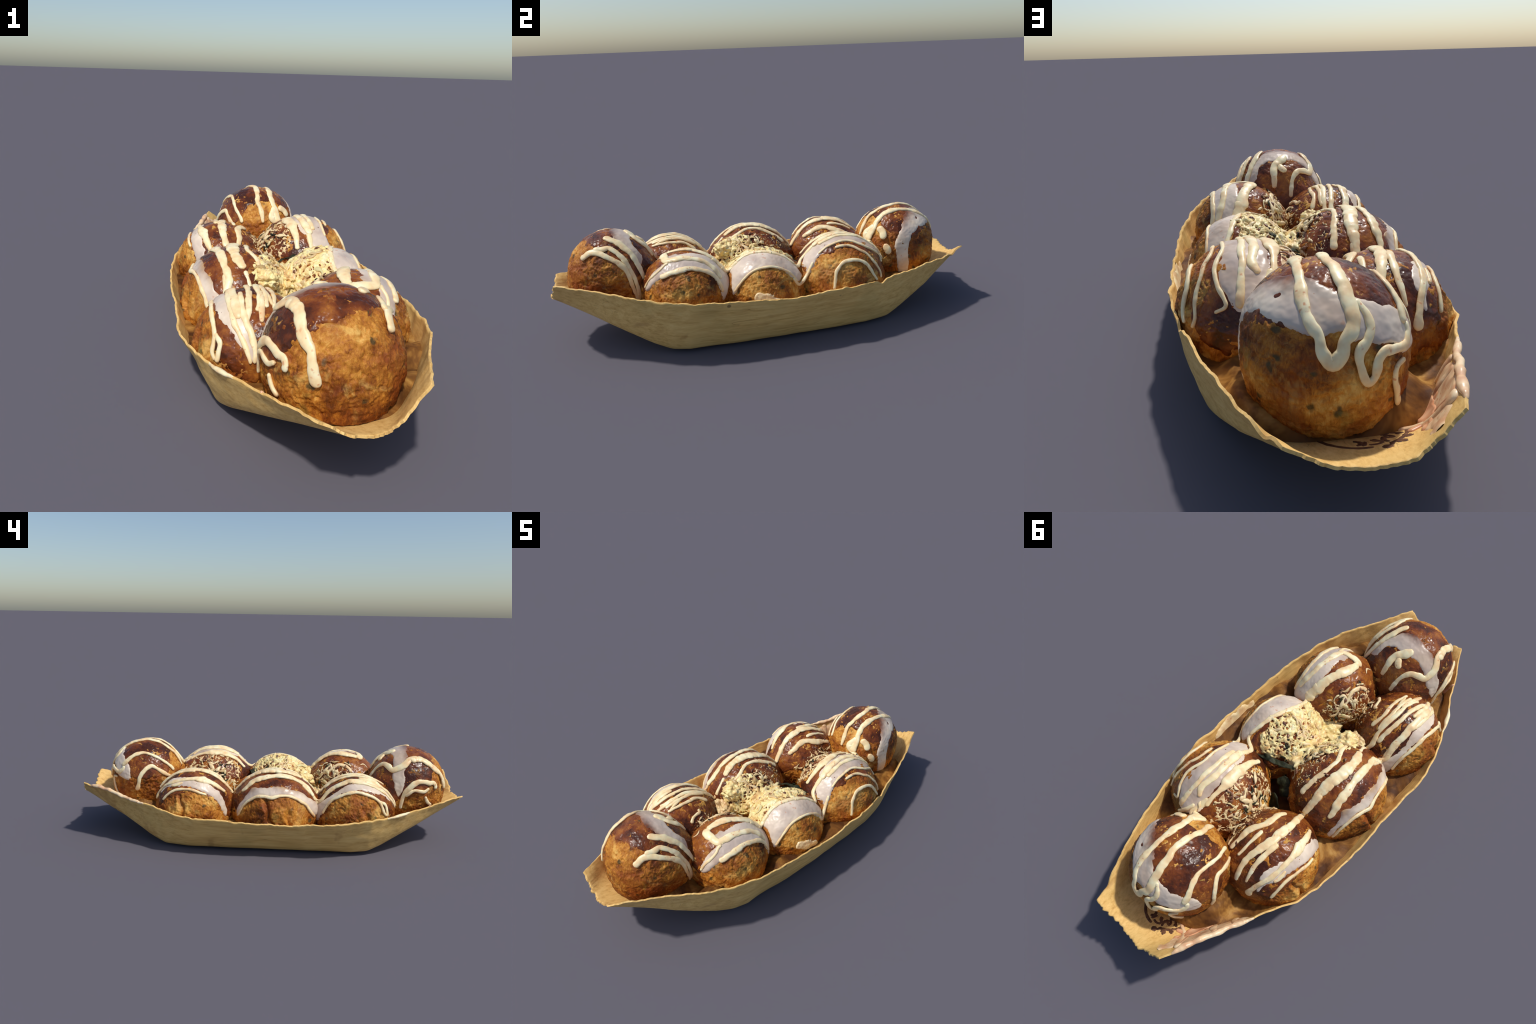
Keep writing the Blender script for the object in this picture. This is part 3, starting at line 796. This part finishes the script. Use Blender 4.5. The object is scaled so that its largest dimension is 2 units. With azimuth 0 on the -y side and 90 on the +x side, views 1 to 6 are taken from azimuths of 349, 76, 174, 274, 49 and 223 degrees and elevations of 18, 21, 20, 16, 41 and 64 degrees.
def strand(name, key, r0, pts, mat, parent, lift=0.0, tall=0.14):
    pts = np.asarray(pts, float)
    P = np.concatenate([chart_dir(pts[:, :2]), pts[:, 2:] / 1000], 1)
    P = catmull(P)
    P[:, :3] /= np.linalg.norm(P[:, :3], axis=1, keepdims=True)
    P[:, :3] *= r0
    P, s = resample(P, 0.0035)
    d = P[:, :3] / np.linalg.norm(P[:, :3], axis=1, keepdims=True)
    o = float(RNG.uniform(0, 90))
    w = P[:, 3] * (1 + 0.34 * fbm(np.stack([s * 24, s * 0 + o, s * 0], 1), 2))
    k = end_taper(s, w)
    c = d * (r0 * (1 + lumps(key, d)) + 0.0015 + lift)[:, None]
    wig = 0.10 * w * perlin(np.stack([s * 40, s * 0 + o, s * 0 + 4], 1))
    sd = np.cross(np.gradient(c, axis=0), d)
    sd /= np.linalg.norm(sd, axis=1, keepdims=True) + 1e-9
    c = c + sd * wig[:, None]
    h = (tall * w + 0.0026) * (1 + 0.2 * fbm(np.stack([s * 35, s * 0 + o + 7, s * 0], 1), 2))
    v, f = ribbon(c, d, w * k, h * np.sqrt(k), sink=0.006)
    return add_object(name, v, f, mat, parent)


LABELS = {"A": "glossy sauce capped round octopus dumpling with thick mayonnaise drips", "B": "round octopus dumpling striped with brown sauce and mayonnaise",
          "C": "round octopus dumpling under a pale painted sky sheen and looped mayonnaise", "D": "large octopus dumpling with mayonnaise stripes and shredded topping",
          "E": "round octopus dumpling with painted sky sheen and shredded topping", "F": "octopus dumpling with brown sauce and thick mayonnaise stripes",
          "G": "octopus dumpling with painted sky sheen, mayonnaise stripes and pale shreds", "H": "octopus dumpling with looping mayonnaise drips down its front"}

EXTRA_LACE = {"D": ([(8,30),(10,6),(18,-8),(40,-2),(60,10),(66,34),(44,52),(18,48)], 0.10)}  # lace sauce D
GOLD_BALLS = {}
for key, (centre, radius, _) in BALLS.items():
    r0 = radius - INSET
    dirs = ICO_V
    R = r0 * (1 + lumps(key, dirs)) + crust_relief(key, dirs) - 0.0015
    ball = fast_tris("octopus_dumpling", keep_inside(dirs * R[:, None], centre), ICO_F, CRUST)
    ball.location = centre
    ball["label"] = LABELS[key]
    ball["category"] = "takoyaki dumpling"
    GOLD_BALLS[key] = ball
    shell("brown_sauce", key, r0, SAUCES[key], 0.0030, 5.0, SAUCE, ball, wobble=3.6, freq=4, rough=0.0016)
    outline, axis, lo, hi, under = SKY_SHEENS[key]
    shell("mayonnaise_glaze", key, r0, outline, 0.0055, 5.0, sky_sheen_material(tuple(np.array(axis) / radius), lo, hi, under), ball, wobble=1.5, freq=4, rough=0.0010)  # sky reflected on the sauce, copied as a pale raised layer
    if TOPPINGS.get(key):
        outline, thick, holes, lace = TOPPINGS[key]
        shell("shredded_topping", key, r0, outline, thick, 2.5 if lace < 0.2 else 4.5, LACE if lace < 0.2 else TOP, ball, wobble=3.0, freq=7, holes=holes, rough=0.002 if lace < 0.2 else 0.0055, lace=lace)
    if key == "E":
        shell("mayonnaise_splash", key, r0, [(72,-40),(67,-31),(67,-22),(70,-11),(76,-2),(79,12),(90,30),(98,8),(90,-16),(80,-30)], 0.006, 3.0, MAYO_M, ball, wobble=2.5, freq=9, rough=0.002)
    if key in EXTRA_LACE:
        shell("shredded_topping", key, r0, EXTRA_LACE[key][0], 0.004, 2.5, LACE, ball, wobble=3.0, freq=7, rough=0.002, lace=EXTRA_LACE[key][1])
    for pts in STRANDS[key]:
        strand("mayonnaise_strand", key, r0 + 0.0035, pts, MAYO_M, ball)


# ------------------------------------------------------------------ sauce running from ball to ball
def bridge(path, mat=None, name="mayonnaise_strand"):
    """Strand over the seam between two dumplings: (ball, degrees x, degrees y, width mm)."""
    world = []
    for key, u, v, w in path:
        c, rad, _ = BALLS[key]
        d = chart_dir(np.array([(u, v)], float))
        world.append([*(np.array(c) + d[0] * ((rad - INSET) * (1 + lumps(key, d)[0]) + 0.0055)), w / 1000, *d[0]])
    P, s = resample(catmull(np.array(world)), 0.0035)
    c, w, n = P[:, :3], P[:, 3], P[:, 4:]
    n = n / np.linalg.norm(n, axis=1, keepdims=True)
    o = float(RNG.uniform(0, 50))
    w = w * (1 + 0.3 * fbm(np.stack([s * 24, s * 0 + o, s * 0], 1), 2))
    k = end_taper(s, w)
    v, f = ribbon(c - n * 0.002, n, w * k, (0.16 * w + 0.003) * np.sqrt(k), sink=0.008)
    first = path[0][0]
    return add_object(name, v - np.array(BALLS[first][0]), f, mat or MAYO_M, GOLD_BALLS[first])


bridge([("D", 2, 48, 26), ("D", 4, 64, 22), ("F", 7, -68, 22), ("F", 4, -46, 28)])
bridge([("D", -18, -40, 22), ("D", -20, -60, 20), ("B", -18, 68, 22), ("B", -18, 48, 30)])
bridge([("D", 4, -40, 18), ("D", 8, -60, 18), ("B", 12, 68, 22), ("B", 9, 46, 24)])
bridge([("G", -18, 30, 26), ("G", -12, 54, 34), ("H", 18, -66, 34), ("H", 24, -48, 30)])
bridge([("E", 10, 26, 16), ("E", 18, 50, 16), ("G", 0, -58, 20), ("G", -2, -36, 26)])
bridge([("E", -3, -36, 22), ("E", -2, -54, 26), ("C", 6, 60, 34), ("C", 0, 40, 40)])
bridge([("E", 46, 40, 12), ("E", 48, 56, 14), ("G", 30, -64, 16), ("G", 24, -48, 14)])

# ------------------------------------------------------------------ shreds on top
def shreds(key, centre_uv, spread, count, mat, name, length=(0.022, 0.055), width=(0.004, 0.008), lift=(0.006, 0.020)):
    (_, radius, _), ball = BALLS[key], GOLD_BALLS[key]
    for _ in range(count):
        uv = np.array(centre_uv) + RNG.normal(0, 1, 2) * spread
        d0 = chart_dir(uv)
        t = RNG.normal(0, 1, 3)
        t -= d0 * (t @ d0)
        t /= np.linalg.norm(t)
        b = np.cross(d0, t)
        L, w = RNG.uniform(*length), RNG.uniform(*width)
        x = np.linspace(-0.5, 0.5, 14)
        bend, curl = RNG.normal(0, 0.7), RNG.normal(0, 0.8)
        p = d0 * radius + np.outer(x * L, t) + np.outer(L * (bend * (x ** 2) + curl * x ** 3 * 2), b)
        p = p / np.linalg.norm(p, axis=1, keepdims=True)
        shape = 1 + lumps(key, p)
        h = RNG.uniform(*lift) + 0.005 * RNG.normal() * x + RNG.uniform(-0.003, 0.004) * (1 - 4 * x ** 2)
        c = p * ((radius - INSET) * shape + 0.003 + np.maximum(h, 0.001))[:, None]
        s = np.linspace(0, L, 14)
        ww = np.full(14, w) * (1 + 0.4 * np.sin(x * 7 + RNG.uniform(0, 6)))
        k = end_taper(s, ww, cap=1.4)
        v, f = ribbon(c, p, ww * k, 0.22 * ww * k, sides=8, sink=0.45 * w)
        add_object(name, v, f, mat, ball)


FLAT = dict(length=(0.020, 0.048), width=(0.006, 0.011))
for k_, uv_, sp_, n_ in (("D", (44, -24), (17, 19), 22), ("E", (-34, -8), (18, 28), 26), ("G", (-46, 4), (13, 24), 22), ("C", (-48, 30), (14, 22), 16), ("F", (58, 4), (9, 20), 12), ("B", (60, 25), (9, 18), 7)):
    shreds(k_, uv_, sp_, n_, SHRED, "egg_shred", lift=(0.000, 0.006), **FLAT)
for k_, uv_, sp_, n_ in (("D", (54, -12), (16, 22), 22), ("E", (-46, -6), (18, 26), 24), ("G", (-52, -6), (14, 22), 14), ("C", (-52, 40), (12, 18), 10)):
    shreds(k_, uv_, sp_, n_, SHRED, "egg_shred", length=(0.030, 0.060), width=(0.009, 0.016), lift=(0.002, 0.009))
for k_, uv_, n_ in (("E", (-40, 22), 9), ("G", (-50, -16), 9), ("D", (62, 14), 7), ("C", (-50, 36), 5)):
    shreds(k_, uv_, (12, 14), n_, NORI, "seaweed_flake", length=(0.014, 0.034), width=(0.006, 0.012), lift=(0.004, 0.010))
for k_, uv_, n_ in (("D", (30, 2), 22), ("E", (-34, 0), 14), ("G", (-46, 0), 14), ("C", (-46, 24), 14), ("F", (50, 5), 10)):
    shreds(k_, uv_, (16, 18), n_, FLAKE, "fish_flake", length=(0.012, 0.03), width=(0.006, 0.012), lift=(0.001, 0.007))


def nori_sheet(key, path, width, mat=NORI):
    """A strip of seaweed bent along a path of world points."""
    c, ball = BALLS[key][0], GOLD_BALLS[key]
    P = catmull(np.array(path) - np.array(c), 10)
    P, s = resample(P, 0.005)
    tan = np.gradient(P, axis=0)
    tan /= np.linalg.norm(tan, axis=1, keepdims=True)
    up = np.array([0.25, 0.35, 0.9])
    side = np.cross(tan, up)
    side /= np.linalg.norm(side, axis=1, keepdims=True)
    m = 9
    a = np.linspace(-0.5, 0.5, m)
    w = width * (1 + 0.3 * perlin(np.stack([s * 30, s * 0 + 2, s * 0], 1))) * (0.35 + 0.65 * np.sqrt(np.sin(np.linspace(0.15, np.pi - 0.15, len(s)))))
    g = P[:, None] + side[:, None] * (a[None] * w[:, None])[..., None]
    g = g + up * (0.012 * fbm(g * 22, 3))[..., None]
    v = np.concatenate([g.reshape(-1, 3), (g - up * 0.003).reshape(-1, 3)])
    n, N = len(s), len(s) * m
    f = []
    for i in range(n - 1):
        for j in range(m - 1):
            q = (i * m + j, i * m + j + 1, (i + 1) * m + j + 1, (i + 1) * m + j)
            f += [q, tuple(N + k for k in q[::-1])]
    edge = [i * m for i in range(n)] + [(n - 1) * m + j for j in range(1, m)] + [i * m + m - 1 for i in range(n - 2, -1, -1)] + [j for j in range(m - 2, 0, -1)]
    for p, q in zip(edge, edge[1:] + edge[:1]):
        f.append((p, q, N + q, N + p))
    return add_object("seaweed_flake", v, f, mat, ball)


nori_sheet("E", [(0.215, 0.112, 0.286), (0.12, 0.108, 0.300), (0.05, 0.085, 0.296), (0.00, 0.055, 0.280)], 0.024)
nori_sheet("G", [(0.030, 0.110, 0.235), (0.00, 0.120, 0.215), (-0.03, 0.150, 0.180)], 0.060)
nori_sheet("G", [(0.015, 0.180, 0.205), (-0.01, 0.200, 0.175), (-0.03, 0.21, 0.15)], 0.055)

def tray_strand(pts, mat, name, tall=0.3):
    """Bead of sauce on the inner face: (t, a, width mm); a < 0 or > 1 runs over the rim."""
    pts = catmull(np.array(pts, float), 8)
    P, Nn = [], []
    for t, a, w in pts:
        p, n = on_tray(t, a)
        over = max(-a, a - 1, 0)
        if over > 0:
            q, _ = on_tray(t, 0.0 if a < 0 else 1.0)
            q2, _ = on_tray(t, 0.06 if a < 0 else 0.94)
            down = (q2 - q) / np.linalg.norm(q2 - q)
            turn = min(over / 0.04, 1) * np.pi / 2
            up = -down
            p = q + down * (max(over - 0.04, 0) * 0.55) - n * (THICK * min(over / 0.04, 1))
            n = np.cos(turn * 2) * n + np.sin(turn * 2) * up
        P.append([*p, w / 1000])
        Nn.append(n)
    P, Nn = np.array(P), np.array(Nn)
    both = np.concatenate([P, Nn], 1)
    both, s = resample(both, 0.004)
    c, w, n = both[:, :3], both[:, 3], both[:, 4:]
    n = n / np.linalg.norm(n, axis=1, keepdims=True)
    w = w * (1 + 0.3 * fbm(np.stack([s * 30, s * 0 + 3.7 * w[0] * 1000, s * 0], 1), 2))
    k = end_taper(s, w)
    v, f = ribbon(c, n, w * k, (tall * w + 0.002) * np.sqrt(k), sink=0.003)
    return add_object(name, v, f, mat, TRAY)


def rim_smear(t0, t1, widths, name, side=0, mat=None):
    """Sauce lying along the top edge of the rim, swelling where it ran over."""
    n = 90
    ts = np.linspace(t0, t1, n)
    w = np.interp(np.linspace(0, 1, n), np.linspace(0, 1, len(widths)), widths) / 1000
    kern = np.hanning(9)
    w = np.convolve(np.pad(w, 4, mode="edge"), kern / kern.sum(), "valid")
    C, Nn = [], []
    for t, ww in zip(ts, w):
        p, nn = on_tray(t, 0.0 if side == 0 else 1.0)
        q, _ = on_tray(t, 0.05 if side == 0 else 0.95)
        up = (p - q) / np.linalg.norm(p - q)
        C.append(p - nn * THICK * 0.5 - up * ww * 0.22)
        Nn.append(up * 0.8 + nn * 0.6)
    C, Nn = np.array(C), np.array(Nn)
    Nn /= np.linalg.norm(Nn, axis=1, keepdims=True)
    s = np.concatenate([[0], np.cumsum(np.linalg.norm(np.diff(C, axis=0), axis=1))])
    v, f = ribbon(C, Nn, w * 0.9 * end_taper(s, w), w * 0.42 * np.sqrt(end_taper(s, w)), sink=0.006)
    return add_object(name, v, f, mat or MAYO_M, TRAY)


rim_smear(0.62, 0.955, (8, 14, 22, 25, 18, 22, 29, 20, 23, 29, 20, 26, 30, 20, 8), "mayonnaise_smear", 0, RIMMAYO)
rim_smear(-0.70, -0.58, (6, 18, 24, 12, 6), "mayonnaise_smear")
for t0 in (0.915, 0.775, 0.69):
    tray_strand([(t0 - 0.09, 0.40, 12), (t0 - 0.05, 0.25, 22), (t0 - 0.01, 0.12, 28), (t0, 0.03, 30)], RIMMAYO, "mayonnaise_drip", 0.22)
tray_strand([(0.80, 0.36, 14), (0.80, 0.30, 24), (0.79, 0.22, 30), (0.78, 0.14, 22)], PINK, "sauce_smear", 0.16)
tray_strand([(0.86, 0.36, 14), (0.85, 0.28, 20), (0.86, 0.18, 18), (0.89, 0.10, 16), (0.92, 0.05, 14)], PINK, "sauce_smear", 0.2)
tray_strand([(0.70, 0.34, 16), (0.71, 0.26, 22), (0.73, 0.18, 24)], PINK, "sauce_smear", 0.16)
tray_strand([(-0.79, 0.22, 22), (-0.80, 0.10, 18), (-0.81, 0.03, 16), (-0.815, -0.03, 10)], PINK, "sauce_smear", 0.2)


def tray_patch(t0, t1, a0, a1, thick, mat, name):
    """A splash spread over the inner face with a ragged border."""
    n, m = 60, 40
    V, H = [], []
    for i in range(n):
        for j in range(m):
            t, a = t0 + (t1 - t0) * i / (n - 1), a0 + (a1 - a0) * j / (m - 1)
            p, nn = on_tray(t, a)
            x, y = 2 * i / (n - 1) - 1, 2 * j / (m - 1) - 1
            e = 1 - (x * x) ** 1.3 - (y * y) ** 1.6 + 0.55 * float(fbm(np.array([[t * 22, a * 9, 3.3]]), 3)[0])
            h = -0.004 + (thick + 0.004) * math.sqrt(min(max(e * 2.2, 0), 1)) if e > 0 else -0.004
            V.append(p + nn * h)
            H.append(e)
    f = []
    for i in range(n - 1):
        for j in range(m - 1):
            q = (i * m + j, (i + 1) * m + j, (i + 1) * m + j + 1, i * m + j + 1)
            if max(H[k] for k in q) > -0.1:
                f.append(q[::-1])
    used = sorted({k for q in f for k in q})
    re = {k: i for i, k in enumerate(used)}
    return add_object(name, np.array(V)[used], [tuple(re[k] for k in q) for q in f], mat, TRAY)


tray_patch(-0.10, 0.16, 0.80, 0.995, 0.006, MAYO_M, "mayonnaise_splash")
tray_patch(0.68, 0.90, 0.18, 0.32, 0.007, PINK, "sauce_smear")
tray_patch(0.60, 0.97, 0.02, 0.30, 0.004, RIMMAYO, "mayonnaise_film")

# added filler: the scan closed the hollows between dumplings and tray
FILL_LEVEL = np.array([(-1.0, -0.1), (-0.90, 0.13), (-0.80, 0.150), (-0.66, 0.150), (-0.50, 0.115), (-0.30, 0.100), (0.25, 0.100), (0.45, 0.115), (0.60, 0.135), (0.72, 0.150), (0.80, 0.138), (0.87, 0.04), (0.92, -0.05)])
nx, ny = 90, 190
PX, PY = np.meshgrid(np.linspace(-0.43, 0.43, nx), np.linspace(-0.93, 0.91, ny), indexing="ij")
PZ = np.interp(PY, FILL_LEVEL[:, 0], FILL_LEVEL[:, 1])
PZ = PZ + 0.04 * np.exp(-(PX / 0.10) ** 2) * smooth(0.45 - np.abs(PY - 0.05), 0, 0.2) * (1 - np.exp(-((PY - 0.14) / 0.10) ** 2))
PZ = PZ + 0.035 * smooth(np.abs(PX), 0.14, 0.26) * smooth(0.62 - np.abs(PY), 0, 0.15)
for key in "AH":  # filler raised in a ring around the end dumplings
    (bx, by, _), _, _ = BALLS[key]
    PZ = PZ + 0.055 * np.exp(-((np.hypot(PX - bx, PY - by) - 0.175) / 0.05) ** 2) * smooth(0.93 - np.abs(PY), 0, 0.06)
PZ = PZ + 0.012 * fbm(np.stack([PX, PY, PX * 0], -1) * 11, 3) + 0.06 * smooth(np.abs(PX), 0.26, 0.42)
for px, py, up in ((0.25, -0.74, 0.06), (0.29, -0.58, 0.08), (-0.27, -0.60, 0.05), (0.32, -0.22, 0.04), (0.33, 0.14, 0.04), (-0.32, 0.18, 0.03), (-0.33, -0.24, 0.03), (0.20, 0.56, 0.04)):
    PZ = PZ + up * np.exp(-((PX - px) ** 2 + (PY - py) ** 2) / 0.08 ** 2)
rim_z = np.where(PX < 0, np.interp(PY, L_RIM[:, 0], L_RIM[:, 2]), np.interp(PY, R_RIM[:, 0], R_RIM[:, 2]))
PZ = np.where(np.abs(PX) > 0.15, np.minimum(PZ, rim_z - 0.055 + 0.008 * fbm(np.stack([PX, PY, PX * 0 + 3], -1) * 14, 2)), PZ)
inside = np.zeros(PX.shape, bool)
for i_ in range(nx):
    for j_ in range(ny):
        q = Vector((PX[i_, j_], PY[i_, j_], PZ[i_, j_]))
        hit, nrm, _, dd_ = tree.find_nearest(q)
        side = (q - hit).dot(nrm)
        inside[i_, j_] = side > 0 and dd_ < 0.25
        if side <= 0.0005:
            PX[i_, j_], PY[i_, j_], PZ[i_, j_] = hit - nrm * 0.003
cell = inside[:-1, :-1] | inside[1:, :-1] | inside[1:, 1:] | inside[:-1, 1:]
ii, jj = np.nonzero(cell)
quads = np.stack([ii * ny + jj, (ii + 1) * ny + jj, (ii + 1) * ny + jj + 1, ii * ny + jj + 1], 1)
used, inv = np.unique(quads, return_inverse=True)
add_object("gap_filler", np.stack([PX, PY, PZ], -1).reshape(-1, 3)[used], inv.reshape(-1, 4), FILLER, TRAY)


def dollop(key, world, size, mat, name):
    """A lumpy mass of topping sitting in a hollow."""
    v, f = icosphere(4)
    o = float(RNG.uniform(0, 50))
    r = 1 + 0.35 * fbm(v * 2.2 + o, 3) + 0.10 * (1 - np.abs(fbm(v * 5 + o, 2)))
    ball = GOLD_BALLS[key]
    fast_tris(name, v * r[:, None] * np.array(size) + np.array(world) - np.array(BALLS[key][0]), f, mat, ball)


dollop("E", (0.085, -0.235, 0.190), (0.080, 0.065, 0.045), TOP, "topping_dollop")
dollop("D", (0.010, -0.045, 0.262), (0.048, 0.095, 0.046), TOP, "topping_dollop")
dollop("D", (-0.095, -0.250, 0.215), (0.060, 0.040, 0.050), LACE, "topping_dollop")
dollop("D", (-0.085, -0.180, 0.312), (0.042, 0.046, 0.032), TOP, "topping_dollop")
dollop("F", (-0.020, 0.310, 0.170), (0.060, 0.055, 0.045), TOP, "topping_dollop")
dollop("C", (0.010, -0.400, 0.165), (0.060, 0.080, 0.045), SAUCE, "sauce_dollop")

# burnt brand mark on the floor of the far flap: a ring with brush-like characters
def brand_stroke(pts, width):
    P = catmull(np.array([(x, y, 0.0) for x, y in pts]), 8)
    P, s = resample(P, 0.003)
    C, Nn = [], []
    for p in P:
        hit, nrm, _, _ = tree.ray_cast(Vector((p[0], p[1], 1.0)), Vector((0, 0, -1)))
        if hit is None:
            return
        nrm = nrm if nrm.z > 0 else -nrm
        C.append(hit)
        Nn.append(nrm)
    w = width * (1 + 0.35 * perlin(np.stack([s * 60, s * 0 + pts[0][0] * 90, s * 0], 1)))
    v, f = ribbon(np.array(C), np.array(Nn), w * end_taper(s, w), np.full(len(s), 0.0008), sides=8, sink=0.0008)
    add_object("brand_mark", v, f, INK, TRAY)


cx, cy, rr = -0.022, 0.800, 0.100
for a0, a1 in ((-5, 92), (112, 182)):
    brand_stroke([(cx + rr * math.cos(math.radians(q)), cy + rr * math.sin(math.radians(q))) for q in np.linspace(a0, a1, 9)], 0.012)
for gx, gy, sz in ((-0.005, 0.868, 0.022), (-0.045, 0.872, 0.026), (-0.078, 0.845, 0.026), (-0.058, 0.905, 0.018), (-0.082, 0.893, 0.016), (-0.105, 0.870, 0.014)):
    for q in range(5):
        c = np.array([gx, gy]) + RNG.uniform(-0.5, 0.5, 2) * sz
        ang = RNG.uniform(0, np.pi)
        d = np.array([math.cos(ang), math.sin(ang)]) * sz * RNG.uniform(0.3, 0.7)
        b = np.array([-d[1], d[0]]) * RNG.uniform(-0.5, 0.5)
        brand_stroke([tuple(c - d), tuple(c + b), tuple(c + d)], 0.0100)
